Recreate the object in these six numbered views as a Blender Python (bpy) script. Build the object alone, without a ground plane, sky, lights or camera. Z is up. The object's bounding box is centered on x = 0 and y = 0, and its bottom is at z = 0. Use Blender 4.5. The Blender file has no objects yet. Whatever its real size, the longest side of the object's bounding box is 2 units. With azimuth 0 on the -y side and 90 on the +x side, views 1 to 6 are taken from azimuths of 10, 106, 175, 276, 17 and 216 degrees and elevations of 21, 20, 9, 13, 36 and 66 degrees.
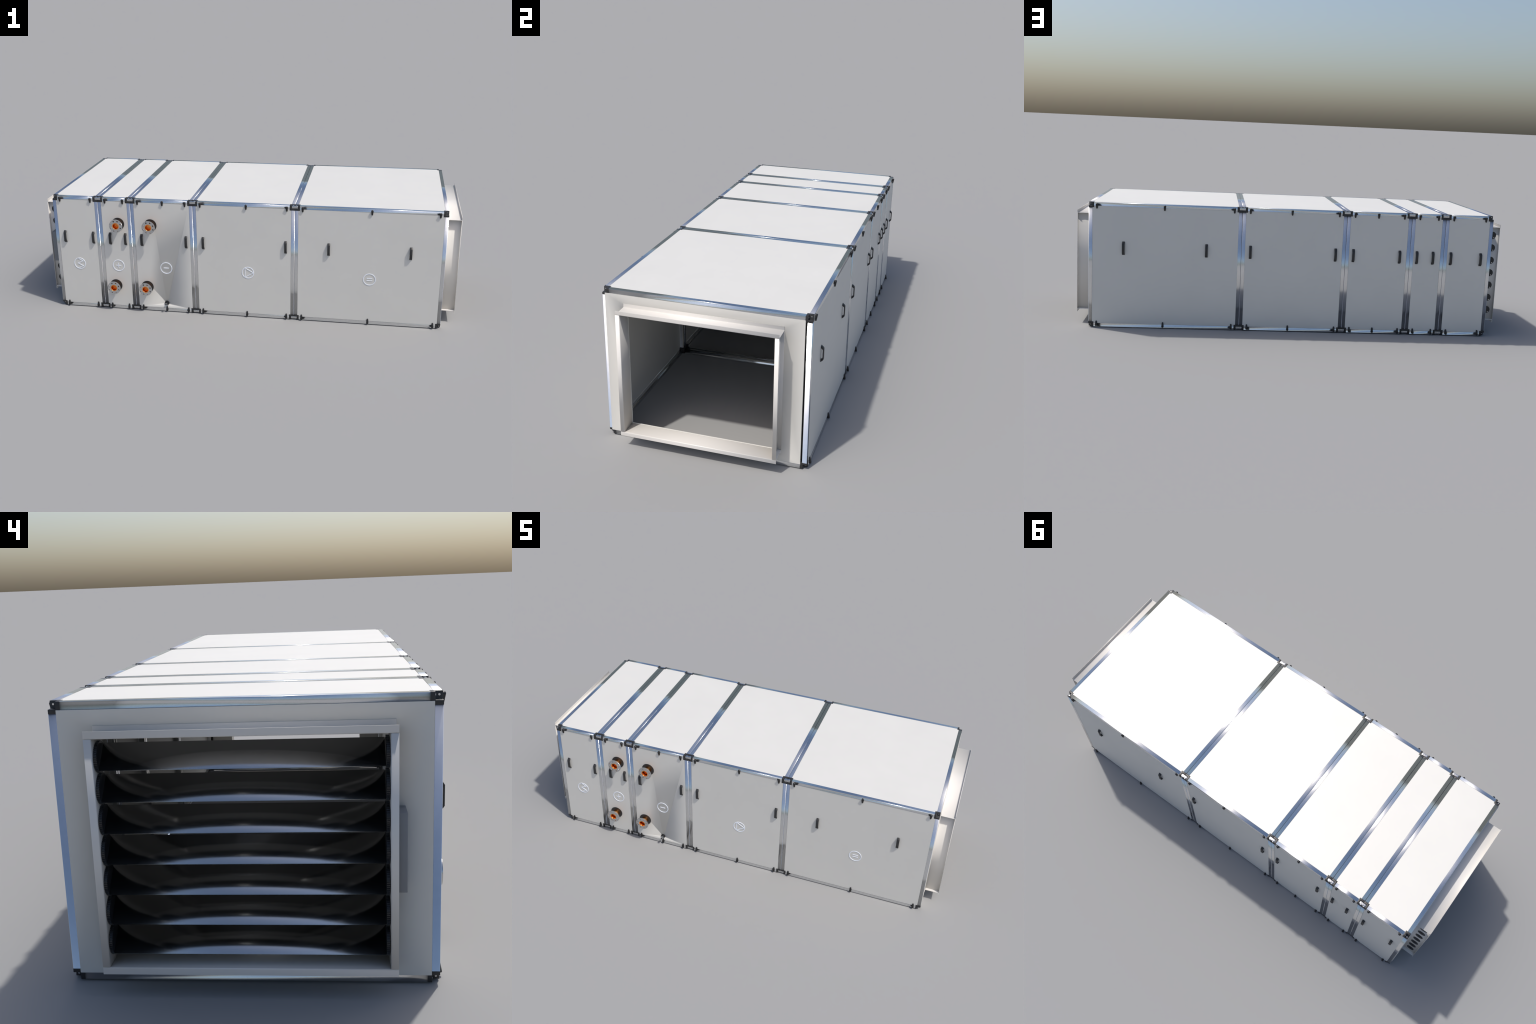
"""Modular air handling unit: five framed sections, louvred inlet duct, open outlet duct."""
import bpy, bmesh
from math import sin, cos, pi, radians, sqrt
from mathutils import Vector, Matrix

# ------------------------------------------------------------------ sizes
X0, X1 = -0.9338, 0.9338            # casing ends
Y0, Y1 = -0.3555, 0.3848            # front / back of casing
ZT = 0.5754                         # casing height
JOINTS = [X0, -0.7080, -0.5470, -0.2425, 0.2415, X1]
W = 0.0158                          # visible width of the frame profile
S = 0.0240                          # plastic corner block
NOTCH = 0.0152                      # cut-out of the corner block
REC = 0.0002                        # profile sits this far inside the block faces
GAP = 0.0006                        # dark joint round each panel
PT = 0.0012                         # sheet thickness of the panels
SINK = 0.0006                       # panels lie this far below the frame faces
PROUD = {0: 0.0028, 1: 0.0002}       # inlet / outlet end panel stands this far out of the frame
OUT_SHIFT = -0.0068                 # the outlet panel sits off-centre
HALF_SEAM = 0.00015

HANDLES = [(-0.8845, -0.7415), (-0.6560, -0.5795), (-0.4980, -0.2790), (-0.1955, 0.2000), (0.4015, 0.7775)]
MID_LATCH = [None, None, -0.3890, 0.0131, 0.5942]
LATCH_IN = 0.0365                   # latch distance from the section end

# ------------------------------------------------------------------ materials
def new_mat(name):
    m = bpy.data.materials.new(name)
    m.use_nodes = True
    nt = m.node_tree
    return m, nt, nt.nodes["Principled BSDF"]

def grain(nt, bsdf, col, amount, scale, rough, rough_amount=0.0, stretch=(1, 1, 1)):
    """base colour and roughness with faint object-space grain"""
    tc = nt.nodes.new("ShaderNodeTexCoord")
    mp = nt.nodes.new("ShaderNodeMapping")
    mp.inputs["Scale"].default_value = stretch
    nz = nt.nodes.new("ShaderNodeTexNoise")
    nz.inputs["Scale"].default_value = scale
    nz.inputs["Detail"].default_value = 3
    nt.links.new(tc.outputs["Object"], mp.inputs["Vector"])
    nt.links.new(mp.outputs["Vector"], nz.inputs["Vector"])
    rp = nt.nodes.new("ShaderNodeValToRGB")
    lo = [max(0, c * (1 - amount)) for c in col]
    hi = [min(1, c * (1 + amount)) for c in col]
    rp.color_ramp.elements[0].position = 0.3
    rp.color_ramp.elements[1].position = 0.7
    rp.color_ramp.elements[0].color = (*lo, 1)
    rp.color_ramp.elements[1].color = (*hi, 1)
    nt.links.new(nz.outputs["Fac"], rp.inputs["Fac"])
    nt.links.new(rp.outputs["Color"], bsdf.inputs["Base Color"])
    mr = nt.nodes.new("ShaderNodeMapRange")
    mr.inputs["To Min"].default_value = max(0.0, rough - rough_amount)
    mr.inputs["To Max"].default_value = rough + rough_amount
    nt.links.new(nz.outputs["Fac"], mr.inputs["Value"])
    nt.links.new(mr.outputs["Result"], bsdf.inputs["Roughness"])

def make_material(name, col, rough, metallic=0.0, amount=0.015, scale=6, rough_amount=0.01, stretch=(1, 1, 1), spec=None):
    m, nt, b = new_mat(name)
    b.inputs["Metallic"].default_value = metallic
    if spec is not None:
        b.inputs["Specular IOR Level"].default_value = spec
    grain(nt, b, col, amount, scale, rough, rough_amount, stretch)
    return m

M_PANEL = make_material("painted_panel", (0.655, 0.642, 0.606), 0.50, 0.09, spec=0.42)
M_DUCT = make_material("cream_sheet_metal", (0.68, 0.655, 0.62), 0.35)
M_ALU = make_material("aluminium_profile", (0.70, 0.715, 0.73), 0.20, 1.0, scale=40, rough_amount=0.02)
M_BLADE = make_material("aluminium_blade", (0.55, 0.555, 0.56), 0.20, 1.0, scale=30, rough_amount=0.02)
M_BLACK = make_material("black_plastic", (0.022, 0.022, 0.023), 0.45, scale=60, amount=0.1)
M_LATCH = make_material("black_latch_plastic", (0.010, 0.010, 0.011), 0.40, scale=60, amount=0.1)
M_GEAR = make_material("gear_plastic", (0.012, 0.013, 0.015), 0.40, scale=60, amount=0.1)
M_STEEL = make_material("zinc_steel", (0.56, 0.57, 0.58), 0.22, 1.0, scale=60, rough_amount=0.03)
M_COPPER = make_material("copper", (0.97, 0.42, 0.13), 0.18, 1.0, scale=50, rough_amount=0.03)
M_MARK = make_material("pale_emblem", (0.82, 0.86, 0.93), 0.40, scale=60)
M_MOTOR = make_material("grey_motor_housing", (0.19, 0.20, 0.215), 0.45, scale=30)

# ------------------------------------------------------------------ helpers
COL = bpy.context.scene.collection

def empty(name):
    o = bpy.data.objects.new(name, None)
    COL.objects.link(o)
    return o

def obj(name, mesh, mat, parent):
    o = bpy.data.objects.new(name, mesh)
    COL.objects.link(o)
    if mat is not None and not mesh.materials:
        mesh.materials.append(mat)
    o.parent = parent
    return o

def finish(bm, name, angle=35, recalc=True):
    if recalc:
        bmesh.ops.recalc_face_normals(bm, faces=bm.faces)
    for f in bm.faces:
        f.smooth = True
    lim = radians(angle)
    for e in bm.edges:
        e.smooth = not (len(e.link_faces) == 2 and e.calc_face_angle(0) > lim)
    me = bpy.data.meshes.new(name)
    bm.to_mesh(me)
    bm.free()
    return me

def box_bm(lo, hi, bm=None):
    bm = bm or bmesh.new()
    vs = [bm.verts.new((x, y, z)) for x in (lo[0], hi[0]) for y in (lo[1], hi[1]) for z in (lo[2], hi[2])]
    for q in ((0, 1, 3, 2), (4, 6, 7, 5), (0, 4, 5, 1), (2, 3, 7, 6), (0, 2, 6, 4), (1, 5, 7, 3)):
        bm.faces.new([vs[i] for i in q])
    return bm

def box_mesh(lo, hi, name, bevel=0.0, seg=2):
    bm = box_bm(lo, hi)
    if bevel:
        bmesh.ops.bevel(bm, geom=list(bm.edges), offset=bevel, segments=seg, affect='EDGES', profile=0.5)
    return finish(bm, name, 50)

def prism(outline, to3d, l0, l1, bm=None, caps=True):
    """extrude a closed 2D outline between two stations; to3d(u, v, l) -> xyz"""
    bm = bm or bmesh.new()
    a = [bm.verts.new(to3d(u, v, l0)) for u, v in outline]
    b = [bm.verts.new(to3d(u, v, l1)) for u, v in outline]
    n = len(outline)
    for i in range(n):
        j = (i + 1) % n
        bm.faces.new((a[i], a[j], b[j], b[i]))
    if caps:
        bm.faces.new(a[::-1])
        bm.faces.new(b)
    return bm

def disc(bm, c, axis, r, h, seg=24, r_in=None):
    """cylinder or ring; c = centre of the start face, axis = unit direction of growth"""
    axis = Vector(axis).normalized()
    t = axis.orthogonal().normalized()
    s = axis.cross(t)
    c = Vector(c)
    def ring(rad, k):
        return [bm.verts.new(c + axis * k + rad * (cos(2 * pi * i / seg) * t + sin(2 * pi * i / seg) * s)) for i in range(seg)]
    o0, o1 = ring(r, 0), ring(r, h)
    if r_in is None:
        bm.faces.new(o0[::-1]); bm.faces.new(o1)
        for i in range(seg):
            j = (i + 1) % seg
            bm.faces.new((o0[i], o0[j], o1[j], o1[i]))
    else:
        i0, i1 = ring(r_in, 0), ring(r_in, h)
        for i in range(seg):
            j = (i + 1) % seg
            bm.faces.new((o0[i], o0[j], o1[j], o1[i]))
            bm.faces.new((i0[j], i0[i], i1[i], i1[j]))
            bm.faces.new((o1[i], o1[j], i1[j], i1[i]))
            bm.faces.new((o0[j], o0[i], i0[i], i0[j]))
    return bm

END_ROLL = 1.1
TWIST = 0.25
LEAN = 0.5
def end_rolled(me, axis, l0, l1, twist=False):
    """normals bent at the cut ends to draw light-to-dark gradients; side rails also twisted"""
    along = Vector((0, 0, 0)); along[axis] = 1.0
    up = Vector((0, 0, 1))
    base = [Vector(cn.vector) for cn in me.corner_normals]
    zs = [v.co.z for v in me.vertices]
    zmid = (min(zs) + max(zs)) / 2
    loops = []
    for poly in me.polygons:
        cap = abs(poly.normal[axis]) > 0.5
        right = up.cross(poly.normal)
        for li in poly.loop_indices:
            if cap:
                loops.append(poly.normal.copy())
                continue
            co = me.vertices[me.loops[li].vertex_index].co
            far = co[axis] > (l0 + l1) / 2
            n = base[li] - along * base[li].dot(along)
            n = n.normalized()
            if twist and axis == 2 and abs(poly.normal.x) > 0.5:
                n = n + along * (END_ROLL if far else LEAN)
            else:
                roll = END_ROLL * (0.55 if twist and axis == 0 else 1.0)
                n = n + along * (roll if far else -roll)
            if twist and axis != 2 and abs(poly.normal.z) < 0.5:
                at_right = far == (right[axis] > 0)
                upper = co.z > zmid
                n = n + up * (0.2 + (TWIST if upper == at_right else -TWIST))
            loops.append(n.normalized())
    me.normals_split_custom_set(loops)
    return me

unit = empty("air_handling_unit")
unit["label"] = "long modular grey air handling unit with aluminium frame and ducts"
unit["category"] = "air handler"

# ------------------------------------------------------------------ frame profiles
R_EDGE = 0.0011
def profile_outline():
    """cross-section measured inward from the outer edge: rounded nose, panel rebates, inner chamfer"""
    p = []
    n = 4
    for i in range(n + 1):
        a = pi / 2 * i / n
        p.append((R_EDGE - R_EDGE * cos(a), R_EDGE - R_EDGE * sin(a)))
    p += [(W, 0.0), (W, 0.0030), (0.0172, 0.0030), (0.0172, 0.0140), (0.0140, 0.0172),
          (0.0030, 0.0172), (0.0030, W), (0.0, W)]
    return p
PROFILE = profile_outline()

def rail(axis, lo, hi, sa, sb):
    """one frame profile along axis; sa, sb = which end (0/1) of the other two axes it runs on"""
    others = [k for k in range(3) if k != axis]
    def to3d(u, v, l):
        p = [0, 0, 0]
        p[axis] = l
        for k, s, d in ((others[0], sa, u), (others[1], sb, v)):
            p[k] = (lo[k] + REC + d) if s == 0 else (hi[k] - REC - d)
        return p
    l0, l1 = lo[axis] + S - 0.0002, hi[axis] - S + 0.0002
    bm = prism(PROFILE, to3d, l0, l1)
    bmesh.ops.recalc_face_normals(bm, faces=bm.faces)
    return end_rolled(finish(bm, "frame_profile", 30), axis, l0, l1, twist=True)

def corner_mesh(sx, sy, sz):
    """cube with its outermost corner cut away (a three-armed plastic connector)"""
    bm = bmesh.new()
    lv = (0.0, NOTCH, S)
    vs = {}
    def v(i, j, k):
        if (i, j, k) not in vs:
            p = [lv[i], lv[j], lv[k]]
            vs[(i, j, k)] = bm.verts.new([q * s for q, s in zip(p, (sx, sy, sz))])
        return vs[(i, j, k)]
    solid = lambda i, j, k: 0 <= i < 2 and 0 <= j < 2 and 0 <= k < 2 and (i, j, k) != (0, 0, 0)
    for i in range(2):
        for j in range(2):
            for k in range(2):
                if not solid(i, j, k):
                    continue
                c = (i, j, k)
                for ax in range(3):
                    for d in (0, 1):
                        nb = list(c); nb[ax] += 1 if d else -1
                        if solid(*nb):
                            continue
                        o = [a for a in range(3) if a != ax]
                        quad = []
                        for da, db in ((0, 0), (1, 0), (1, 1), (0, 1)):
                            q = list(c); q[ax] += d; q[o[0]] += da; q[o[1]] += db
                            quad.append(v(*q))
                        bm.faces.new(quad)
    bmesh.ops.recalc_face_normals(bm, faces=bm.faces)
    bmesh.ops.dissolve_limit(bm, angle_limit=0.01, verts=list(bm.verts), edges=list(bm.edges))
    bmesh.ops.bevel(bm, geom=[e for e in bm.edges], offset=0.0008, segments=2, affect='EDGES', profile=0.5)
    return finish(bm, "corner_block", 40)

CORNERS = {(a, b, c): corner_mesh(a, b, c) for a in (1, -1) for b in (1, -1) for c in (1, -1)}
bm = bmesh.new(); disc(bm, (0, 0, 0), (0, 0, 1), 0.0021, 0.0009, 14)
SCREW = finish(bm, "screw", 40)
SCREW.materials.append(M_STEEL)

def screw_at(p, n, parent):
    s = bpy.data.objects.new("screw", SCREW)
    COL.objects.link(s)
    s.matrix_world = Matrix.Translation(p) @ Vector((0, 0, 1)).rotation_difference(Vector(n)).to_matrix().to_4x4()
    s.parent = parent
    return s

# ------------------------------------------------------------------ panels
def plain_panel(axis, side, lo, hi, bevel=0.0007):
    """insulated sheet panel that fills one face of a section, set in the frame rebate"""
    a, b = [0] * 3, [0] * 3
    for k in range(3):
        if k == axis:
            if side == 0:
                a[k], b[k] = lo[k] + SINK, lo[k] + SINK + PT
            else:
                a[k], b[k] = hi[k] - SINK - PT, hi[k] - SINK
        else:
            a[k], b[k] = lo[k] + REC + W + GAP, hi[k] - REC - W - GAP
    return box_mesh(a, b, "panel")

def holed_panel(axis, side, lo, hi, hole_lo, hole_hi, lean, shift=0.0):
    """end panel with a rectangular duct opening; flat sheet, normals tilted at the hole to shade it"""
    o = [k for k in range(3) if k != axis]
    outer0 = [lo[k] + REC + W + GAP for k in o]
    outer1 = [hi[k] - REC - W - GAP for k in o]
    outer0[0] += shift; outer1[0] += shift
    d0 = lo[axis] - PROUD[0] if side == 0 else hi[axis] + PROUD[1]
    d1 = d0 + 0.0065 if side == 0 else d0 - 0.0030
    sgn = -1 if side == 0 else 1
    bm = bmesh.new()
    def vert(a, b, d):
        p = [0, 0, 0]; p[axis] = d; p[o[0]] = a; p[o[1]] = b
        return bm.verts.new(p)
    oc = [(outer0[0], outer0[1]), (outer1[0], outer0[1]), (outer1[0], outer1[1]), (outer0[0], outer1[1])]
    hc = [(hole_lo[0], hole_lo[1]), (hole_hi[0], hole_lo[1]), (hole_hi[0], hole_hi[1]), (hole_lo[0], hole_hi[1])]
    fo = [vert(*p, d0) for p in oc]; fh = [vert(*p, d0) for p in hc]
    bo = [vert(*p, d1) for p in oc]; bh = [vert(*p, d1) for p in hc]
    # second sets keep the edge walls flat shaded
    fo2 = [vert(*p, d0) for p in oc]; fh2 = [vert(*p, d0) for p in hc]
    bo2 = [vert(*p, d1) for p in oc]; bh2 = [vert(*p, d1) for p in hc]
    nrm = {}
    face_n = Vector((0, 0, 0)); face_n[axis] = sgn
    mid = [(hole_lo[i] + hole_hi[i]) / 2 for i in range(2)]
    for i in range(4):
        nrm[fo[i]] = face_n.copy()
        t = Vector((0, 0, 0))
        t[o[0]] = 1 if hc[i][0] < mid[0] else -1
        t[o[1]] = 1 if hc[i][1] < mid[1] else -1
        nrm[fh[i]] = (face_n + lean * t).normalized()
        nrm[bo[i]] = -face_n; nrm[bh[i]] = -face_n
    for i in range(4):
        j = (i + 1) % 4
        bm.faces.new((fo[i], fo[j], fh[j], fh[i]))
        bm.faces.new((bo[j], bo[i], bh[i], bh[j]))
        bm.faces.new((fo2[j], fo2[i], bo2[i], bo2[j]))
        bm.faces.new((fh2[i], fh2[j], bh2[j], bh2[i]))
    return with_normals(bm, nrm, face_n, d0, axis)

def with_normals(bm, nrm, face_n, d0, axis):
    """orient faces and give the mesh the listed vertex normals (others keep face normals)"""
    bm.verts.index_update()
    for f in bm.faces:
        f.smooth = True
        f.normal_update()
        want = Vector((0, 0, 0))
        for v in f.verts:
            want += nrm.get(v, Vector((0, 0, 0)))
        if want.length > 0.1 and f.normal.dot(want) < 0:
            f.normal_flip()
    for f in bm.faces:
        f.normal_update()
    me = bpy.data.meshes.new("panel")
    idx = {v.index: n for v, n in nrm.items()}
    bm.to_mesh(me)
    loops = []
    for poly in me.polygons:
        for li in poly.loop_indices:
            vi = me.loops[li].vertex_index
            loops.append(idx.get(vi, poly.normal.copy()))
    me.normals_split_custom_set(loops)
    bm.free()
    return me

DRAIN = (-0.3885, 0.0450)
PIPES = [(-0.6125, 0.4465), (-0.4520, 0.4465), (-0.6440, 0.1245), (-0.4835, 0.1260)]

def drained_panel(lo, hi):
    """front panel of the cooling section: flat, normals tipped round the drain for a dark shading wedge"""
    x0, x1 = lo[0] + REC + W + GAP, hi[0] - REC - W - GAP
    z0, z1 = lo[2] + REC + W + GAP, hi[2] - REC - W - GAP
    yf, yb = lo[1] + SINK, lo[1] + SINK + PT
    bm = bmesh.new()
    nrm = {}
    F = Vector((0, -1, 0))
    def fv(x, z, n=F):
        v = bm.verts.new((x, yf, z)); nrm[v] = n.normalized(); return v
    bl, br, tr, tl = fv(x0, z0), fv(x1, z0), fv(x1, z1), fv(x0, z1)
    up = fv(PIPES[1][0] + 0.018, PIPES[1][1] + 0.005)
    lp = fv(PIPES[3][0] + 0.008, PIPES[3][1] + 0.014)
    # drain ring, counter-clockwise seen from the front, starting at +x
    dx, dz = DRAIN
    n, r = 12, 0.0070
    ring = []
    for i in range(n):
        a = 2 * pi * i / n
        d = Vector((cos(a), 0, sin(a)))
        ring.append(fv(dx + r * cos(a), dz + r * sin(a), F - 0.95 * d))
    def fan(c, i0, i1):
        for i in range(i0, i1):
            bm.faces.new((c, ring[i % n], ring[(i + 1) % n]))
    fan(tr, 0, 3); bm.faces.new((up, tr, ring[3]))
    fan(up, 3, 4); bm.faces.new((lp, up, ring[4]))
    fan(lp, 4, 6); bm.faces.new((bl, lp, ring[6]))
    fan(bl, 6, 9); bm.faces.new((br, bl, ring[9]))
    fan(br, 9, 12); bm.faces.new((tr, br, ring[0]))
    bm.faces.new((tl, tr, up)); bm.faces.new((tl, up, lp)); bm.faces.new((tl, lp, bl))
    # hole floor, edge walls and back sheet
    fl = []
    for v in ring:
        w = bm.verts.new((v.co.x, yf + 0.0008, v.co.z)); nrm[w] = F.copy(); fl.append(w)
    bm.faces.new(fl)
    o1 = [bm.verts.new((x, yf, z)) for x, z in ((x0, z0), (x1, z0), (x1, z1), (x0, z1))]
    o2 = [bm.verts.new((x, yb, z)) for x, z in ((x0, z0), (x1, z0), (x1, z1), (x0, z1))]
    b = [bm.verts.new((x, yb, z)) for x, z in ((x0, z0), (x1, z0), (x1, z1), (x0, z1))]
    for v in b:
        nrm[v] = -F
    bm.faces.new(b[::-1])
    for i in range(4):
        j = (i + 1) % 4
        bm.faces.new((o1[i], o1[j], o2[j], o2[i]))
    return with_normals(bm, nrm, F, yf, 1)

# ------------------------------------------------------------------ handle, latch
def handle_mesh(sy):
    """bow handle: bar with slanted legs, 62 mm tall"""
    h, d, t, w = 0.0625, 0.0105, 0.0036, 0.0120
    out = [(0, -h / 2), (d * 0.72, -h / 2 + 0.0062), (d, -h / 2 + 0.0105), (d, h / 2 - 0.0105), (d * 0.72, h / 2 - 0.0062), (0, h / 2),
           (0, h / 2 - 0.0085), (d - t - 0.0012, h / 2 - 0.0135), (d - t, h / 2 - 0.0155), (d - t, -h / 2 + 0.0155), (d - t - 0.0012, -h / 2 + 0.0135), (0, -h / 2 + 0.0085)]
    bm = prism(out, lambda u, v, l: (l, u * sy, v), -w / 2, w / 2)
    bmesh.ops.recalc_face_normals(bm, faces=bm.faces)
    sharp = [e for e in bm.edges if e.calc_face_angle(0) > radians(40)]
    bmesh.ops.bevel(bm, geom=sharp, offset=0.0007, segments=2, affect='EDGES', profile=0.5)
    return finish(bm, "handle", 40)

def latch_mesh(sy, sz):
    """swivel latch: round head on the rail, tapering tongue over the panel edge"""
    rh, rt, ln = 0.0054, 0.0036, 0.0160
    pts = []
    for i in range(13):
        a = pi * i / 12
        pts.append((rh * cos(a), rh * sin(a)))
    for i in range(9):
        a = pi + pi * i / 8
        pts.append((rt * cos(a), -ln + rt * sin(a)))
    bm = bmesh.new()
    def depth(v):
        k = min(1, max(0, (0.002 - v) / (ln + 0.002)))
        return 0.0080 - 0.0036 * k
    base = [bm.verts.new((u, 0, v * sz)) for u, v in pts]
    rim = [bm.verts.new((u, sy * (depth(v) - 0.0014), v * sz)) for u, v in pts]
    top = []
    for u, v in pts:
        c = Vector((0, 0 if v > 0 else max(v, -ln)))
        q = Vector((u, v)); q = c + (q - c) * 0.72
        top.append(bm.verts.new((q.x, sy * depth(v), q.y * sz)))
    n = len(pts)
    for i in range(n):
        j = (i + 1) % n
        bm.faces.new((base[i], base[j], rim[j], rim[i]))
        bm.faces.new((rim[i], rim[j], top[j], top[i]))
    bm.faces.new(base[::-1]); bm.faces.new(top)
    return finish(bm, "latch", 50)

HANDLE = {s: handle_mesh(s) for s in (-1, 1)}
LATCH = {(a, b): latch_mesh(a, b) for a in (-1, 1) for b in (-1, 1)}

# ------------------------------------------------------------------ symbols
def stroke(bm, p, q, w, h, ext=0.0):
    """raised bar from p to q in the x-z plane"""
    p, q = Vector(p), Vector(q)
    d = (q - p).normalized()
    n = Vector((-d.y, d.x)) * (w / 2)
    p = p - d * ext; q = q + d * ext
    prism([(p + n)[:], (p - n)[:], (q - n)[:], (q + n)[:]], lambda u, v, l: (u, l, v), 0.0003, -h, bm)

def symbol_mesh(kind):
    R, w, h = 0.0296, 0.0031, 0.0012
    bm = disc(bmesh.new(), (0, 0.0003, 0), (0, -1, 0), R, h + 0.0003, 56, R - w)
    if kind == "zigzag":
        z = [(-0.30, 0.90), (0.58, 0.43), (-0.34, 0.01), (0.57, -0.42), (-0.32, -0.89)]
        z = [(a * R, b * R) for a, b in z]
        for k, (p, q) in enumerate(zip(z, z[1:])):
            stroke(bm, p, q, w * 0.8, h + 0.0001 * k, 0.0005)
    elif kind == "plus":
        stroke(bm, (-0.0125, 0), (0.0125, 0), w * 0.85, h)
        stroke(bm, (0, -0.0125), (0, 0.0125), w * 0.85, h + 0.0001)
    elif kind == "minus":
        stroke(bm, (-0.0130, 0), (0.0130, 0), w, h)
    elif kind == "triangle":
        a, b, c = (-0.46 * R, 0.80 * R), (-0.46 * R, -0.80 * R), (0.90 * R, 0)
        stroke(bm, a, b, w * 0.85, h, 0.0003)
        stroke(bm, b, c, w * 0.85, h + 0.0001)
        stroke(bm, c, a, w * 0.85, h + 0.0002)
    elif kind == "equals":
        for z in (0.0055, -0.0055):
            stroke(bm, (-0.0130, z), (0.0130, z), w * 0.8, h)
    return finish(bm, "emblem", 40)

SYMBOLS = [("zigzag", -0.8240), ("plus", -0.6250), ("minus", -0.3840), ("triangle", 0.0190), ("equals", 0.5945)]
SYMBOL_Z = 0.2300

# ------------------------------------------------------------------ ducts
T = 0.0016
DUCT_Z = (0.0465, 0.5280)           # outer edges of the flanges
FL = 0.0148                         # flange height
def channel_outline(length):
    """C-shaped sheet: flange, web, flange with rounded bends; (along duct axis, outward)"""
    rb = 0.0026
    def path(off):
        p = [(off, FL)]
        r = max(rb - off, 0.0004)
        for c, a0 in (((off + r, off + r), pi), ((length - off - r, off + r), 1.5 * pi)):
            for i in range(5):
                a = a0 + (pi / 2) * i / 4
                p.append((c[0] + r * cos(a), c[1] + r * sin(a)))
        p.append((length - off, FL))
        return p
    return path(0.0) + path(T)[::-1]

def duct(side, ya, yb, parent_name):
    """four C-channels round a rectangular opening; top and bottom run the full width"""
    xs = X1 + PROUD[1] + 0.0001 if side > 0 else X0 - PROUD[0] - 0.0001
    length = abs(1.0 * side - xs)
    out = channel_outline(length)
    z0, z1 = DUCT_Z
    parts = []
    def add(to3d, l0, l1, nm, ax):
        parts.append(obj(nm, end_rolled(finish(prism(out, to3d, l0, l1), nm, 60), ax, l0, l1), M_DUCT, unit))
    add(lambda u, v, l: (xs + side * u, l, z1 - FL + v), ya, yb, "duct_flange", 1)
    add(lambda u, v, l: (xs + side * u, l, z0 + FL - v), ya, yb, "duct_flange", 1)
    zi0, zi1 = z0 + FL + 0.0001, z1 - FL - 0.0001
    add(lambda u, v, l: (xs + side * u, ya + FL - v, l), zi0, zi1, "duct_flange", 2)
    add(lambda u, v, l: (xs + side * u, yb - FL + v, l), zi0, zi1, "duct_flange", 2)
    return parts

OUT_Y = (-0.2772, 0.2928)
IN_Y = (-0.2702, 0.2998)

# ------------------------------------------------------------------ build sections
bm = box_bm((-0.0148, 0, 0), (0.0148, 0.012, 0.012))
for si in range(5):
    lo = [JOINTS[si] + (HALF_SEAM if si else 0), Y0, 0.0]
    hi = [JOINTS[si + 1] - (HALF_SEAM if si < 4 else 0), Y1, ZT]
    # frame
    for axis in range(3):
        for a in (0, 1):
            for b in (0, 1):
                obj("frame_profile", rail(axis, lo, hi, a, b), M_ALU, unit)
    for ix in (0, 1):
        for iy in (0, 1):
            for iz in (0, 1):
                s = (1 if ix == 0 else -1, 1 if iy == 0 else -1, 1 if iz == 0 else -1)
                c = obj("corner_block", CORNERS[s], M_BLACK, unit)
                c.location = [(lo, hi)[i][k] for k, i in enumerate((ix, iy, iz))]
                if (si == 0 and ix == 0) or (si == 4 and ix == 1):
                    for ax in range(3):
                        p = [NOTCH * 0.45 * q for q in s]; p[ax] = s[ax] * (NOTCH - 0.0001)
                        n = [0, 0, 0]; n[ax] = -s[ax]
                        screw_at(p, n, c)
    # panels
    hx = HANDLES[si]
    latches = [lo[0] + LATCH_IN] + ([MID_LATCH[si]] if MID_LATCH[si] is not None else []) + [hi[0] - LATCH_IN]
    for side, sy, y in ((0, -1, Y0), (1, 1, Y1)):
        me = drained_panel(lo, hi) if (si == 2 and side == 0) else plain_panel(1, side, lo, hi)
        pn = obj("side_panel", me, M_PANEL, unit)
        yp = y - sy * SINK
        yr = y - sy * REC
        for x in hx:
            h = obj("handle", HANDLE[sy], M_BLACK, pn); h.location = (x, yp, 0.3690)
        for x in latches:
            for sz, z in ((1, 0.5655), (-1, 0.0085)):
                l = obj("latch", LATCH[(sy, sz)], M_LATCH, pn); l.location = (x, yr, z)
        if side == 0:
            kind, sx = SYMBOLS[si]
            e = obj("emblem", symbol_mesh(kind), M_MARK, pn); e.location = (sx, yp, SYMBOL_Z)
    obj("roof_panel", plain_panel(2, 1, lo, hi), M_PANEL, unit)
    if si == 0:
        obj("end_panel", holed_panel(0, 0, lo, hi, (IN_Y[0] + FL, DUCT_Z[0] + FL), (IN_Y[1] - FL, DUCT_Z[1] - FL), 0.45), M_PANEL, unit)
    if si == 4:
        obj("end_panel", holed_panel(0, 1, lo, hi, (OUT_Y[0] + FL, DUCT_Z[0] + FL), (OUT_Y[1] - FL, DUCT_Z[1] - FL), 0.45, OUT_SHIFT), M_PANEL, unit)

# black strip set behind the slit beside the off-centre outlet panel
ge = Y1 - REC - W
obj("dark_slit_strip", box_mesh((X1 - 0.0140, ge - 0.0110, S), (X1 - 0.0120, ge + 0.0004, ZT - S), "dark_slit_strip"), M_LATCH, unit)

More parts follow.
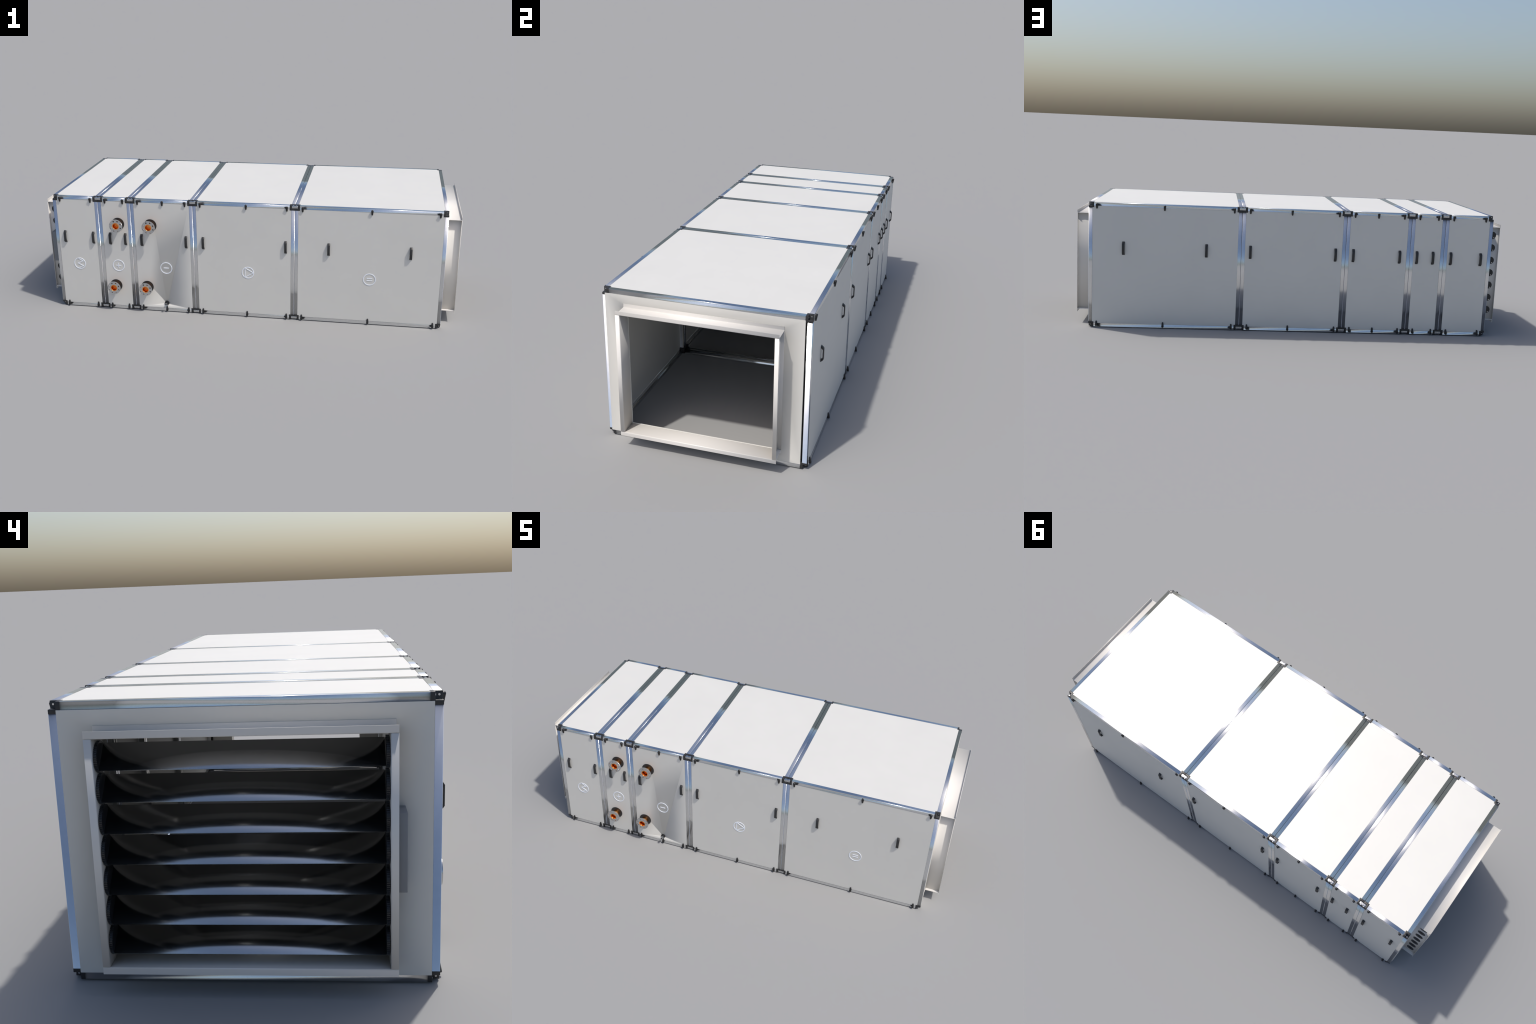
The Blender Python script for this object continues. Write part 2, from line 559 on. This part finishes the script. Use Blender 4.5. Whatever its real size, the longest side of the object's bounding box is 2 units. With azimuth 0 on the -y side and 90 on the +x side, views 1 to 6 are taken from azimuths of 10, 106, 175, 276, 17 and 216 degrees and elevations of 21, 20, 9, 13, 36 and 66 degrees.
# metal couplings that tie neighbouring sections together at each joint
def coupling_mesh(sy, sz):
    k = NOTCH - 0.0003
    bm = bmesh.new()
    a = 0.0024
    lo = (-k, min(a * sy, k * sy), min(a * sz, k * sz)); hi = (k, max(a * sy, k * sy), max(a * sz, k * sz))
    box_bm(lo, hi, bm)
    bmesh.ops.bevel(bm, geom=list(bm.edges), offset=0.0016, segments=3, affect='EDGES', profile=0.5)
    for x in (-0.0075, 0.0075):
        disc(bm, (x, a * sy, k * 0.6 * sz), (0, -sy, 0), 0.0032, 0.0016, 12)
        disc(bm, (x, k * 0.6 * sy, a * sz), (0, 0, -sz), 0.0032, 0.0016, 12)
    return finish(bm, "coupling", 40)
COUPLING = {(a, b): coupling_mesh(a, b) for a in (1, -1) for b in (1, -1)}
bm.free() if bm.is_valid else None
for x in JOINTS[1:-1]:
    for sy, y in ((1, Y0), (-1, Y1)):
        for sz, z in ((1, 0.0), (-1, ZT)):
            c = obj("coupling", COUPLING[(sy, sz)], M_STEEL, unit)
            c.location = (x, y, z)

# ------------------------------------------------------------------ ducts and louvre damper
duct(1, *OUT_Y, "outlet")
duct(-1, *IN_Y, "inlet")

LX = -0.9685                         # damper spindle line
LZ0, PITCH, NBL = 0.4745, 0.0611, 7
RG = 0.0302
TILT = radians(45)
yi0, yi1 = IN_Y[0] + FL, IN_Y[1] - FL

def gear_mesh():
    bm = bmesh.new()
    n = 44
    out = []
    for i in range(n):
        for f, r in ((0.0, RG), (0.35, RG), (0.5, RG - 0.0016), (0.85, RG - 0.0016)):
            a = 2 * pi * (i + f) / n
            out.append((r * cos(a), r * sin(a)))
    prism(out, lambda u, v, l: (u, l, v), -0.0030, 0.0030, bm)
    return finish(bm, "gear", 25)

def blade_mesh():
    """thin flat plate; altered normals set its mirrored sky band and dark end arcs"""
    half, t = 0.0310, 0.0009
    LOW, HIGH, END_TILT = 0.14, 1.0, 1.0
    L = (yi1 - yi0) / 2 - 0.0075
    # chord runs from low outside to high inside
    c, s = cos(TILT), sin(TILT)
    chord, face = Vector((s, 0, c)), Vector((-c, 0, s))
    bm = bmesh.new()
    nrm = {}
    def vert(u, v, l, n=None):
        w = bm.verts.new(chord * u + face * v + Vector((0, l, 0)))
        if n is not None:
            nrm[w] = n.normalized()
        return w
    Y = Vector((0, 1, 0))
    for sg in (1, -1):
        q = [vert(su * half, sg * t, sl * L, face * sg + chord * (HIGH if su > 0 else -LOW) + Y * (sl * END_TILT))
             for su, sl in ((-1, -1), (1, -1), (1, 1), (-1, 1))]
        bm.faces.new(q)
    for su in (-1, 1):
        bm.faces.new([vert(su * half, v, l) for v, l in ((-t, -L), (t, -L), (t, L), (-t, L))])
    for sl in (-1, 1):
        bm.faces.new([vert(u, v, sl * L) for u, v in ((-half, -t), (half, -t), (half, t), (-half, t))])
    return with_normals(bm, nrm, face, 0, 0)

GEAR, BLADE = gear_mesh(), blade_mesh()
bmc = bmesh.new()
disc(bmc, (0, 0, 0), (0, 1, 0), 0.0175, 0.0016, 36)
disc(bmc, (0, 0.0016, 0), (0, 1, 0), 0.0060, 0.0012, 20)
CAP = finish(bmc, "spindle_cap", 40)
for i in range(NBL):
    z = LZ0 - i * PITCH
    b = obj("louvre_blade", BLADE, M_BLADE, unit)
    b.location = (LX, (yi0 + yi1) / 2, z)
    for k, (y, sg) in enumerate(((yi0 + 0.0042, -1), (yi1 - 0.0042, 1))):
        g = obj("gear", GEAR, M_GEAR, b)
        g.location = (0, y - b.location.y, 0)
        g.rotation_euler = (0, (i % 2) * pi / 44, 0)
    for y, sg in ((yi0 - T - 0.0001, -1), (yi1 + T + 0.0001, 1)):
        c = obj("spindle_cap", CAP, M_GEAR, b)
        c.location = (0, y - b.location.y, 0)
        if sg < 0:
            c.rotation_euler = (0, 0, pi)
        screw_at(Vector(c.location) + Vector((-0.0067, sg * 0.0016, -0.0108)), (0, sg, 0), b)

obj("damper_motor", box_mesh((-0.9850, -0.2872, 0.2090), (X0 - 0.0004, yi0 - T - 0.0002, 0.3635), "damper_motor", 0.0012), M_MOTOR, unit)

# ------------------------------------------------------------------ coil pipe connections
RF, RP, RPI = 0.0322, 0.0168, 0.0136
YP = Y0 + SINK
Y_TIP = -0.3942
def pipe_mesh():
    bm = bmesh.new()
    seg = 40
    prof = [(RP, 0.0), (RP, Y_TIP - YP + 0.0004), (RP - 0.0006, Y_TIP - YP), (RPI + 0.0006, Y_TIP - YP), (RPI, Y_TIP - YP + 0.0006), (RPI, -0.010), (0.0008, -0.008)]
    rings = [[bm.verts.new((r * cos(2 * pi * i / seg), y, r * sin(2 * pi * i / seg))) for i in range(seg)] for r, y in prof]
    for a, b in zip(rings, rings[1:]):
        for i in range(seg):
            j = (i + 1) % seg
            bm.faces.new((a[i], a[j], b[j], b[i]))
    bm.faces.new(rings[-1])
    return finish(bm, "copper_pipe", 50)

def flange_mesh():
    """steel ring with eight bolt holes, built as a plate of wedge cells with real holes"""
    bm = bmesh.new()
    nb, rb, rh, t = 8, 0.0245, 0.0042, 0.0050
    per = 16
    y0, y1 = Y_TIP - YP + 0.0006 + t, Y_TIP - YP + 0.0006
    for k in range(nb):
        a0 = 2 * pi * (k + 0.5) / nb
        c = Vector((rb * cos(a0), rb * sin(a0)))
        h = pi / nb
        # cell border sampled by direction from the hole centre
        border, hole = [], []
        arc = 6
        for i in range(arc + 1):
            a = a0 - h + 2 * h * i / arc
            border.append(Vector((RF * cos(a), RF * sin(a))))
        for i in range(arc + 1):
            a = a0 + h - 2 * h * i / arc
            border.append(Vector((RP * cos(a), RP * sin(a))))
        hole = [c + (p - c).normalized() * rh for p in border]
        m = len(border)
        V = lambda p, y: bm.verts.new((p.x, y, p.y))
        bf, hf = [V(p, y1) for p in border], [V(p, y1) for p in hole]
        bb, hb = [V(p, y0) for p in border], [V(p, y0) for p in hole]
        for i in range(m):
            j = (i + 1) % m
            bm.faces.new((bf[i], bf[j], hf[j], hf[i]))
            bm.faces.new((bb[j], bb[i], hb[i], hb[j]))
            bm.faces.new((hf[i], hf[j], hb[j], hb[i]))
            if i != arc and i != m - 1:
                bm.faces.new((bf[j], bf[i], bb[i], bb[j]))
    bmesh.ops.remove_doubles(bm, verts=bm.verts, dist=1e-6)
    return finish(bm, "bolt_flange", 40)

bmg = bmesh.new()
disc(bmg, (0, 0.0002, 0), (0, -1, 0), 0.0305, 0.0022, 40)
GROMMET = finish(bmg, "wall_collar", 40)
PIPE, FLANGE = pipe_mesh(), flange_mesh()
for x, z in PIPES:
    p = obj("copper_pipe", PIPE, M_COPPER, unit)
    p.location = (x, YP, z)
    obj("bolt_flange", FLANGE, M_STEEL, p)
    obj("wall_collar", GROMMET, M_BLACK, p)

# ------------------------------------------------------------------ condensate drain
bmd = bmesh.new()
disc(bmd, (0, 0.0003, 0), (0, -1, 0), 0.0108, 0.0030, 28, 0.0040)
dr = obj("drain_collar", finish(bmd, "drain_collar", 40), M_LATCH, unit)
dr.location = (DRAIN[0], YP, DRAIN[1])
bmd = bmesh.new()
disc(bmd, (0, 0.003, 0), (0, -1, 0), 0.0046, 0.0260, 24, 0.0034)
disc(bmd, (0, 0.0025, 0), (0, -1, 0), 0.0036, 0.0040, 24)
dp = obj("drain_pipe", finish(bmd, "drain_pipe", 40), M_STEEL, unit)
dp.location = (DRAIN[0], YP, DRAIN[1])
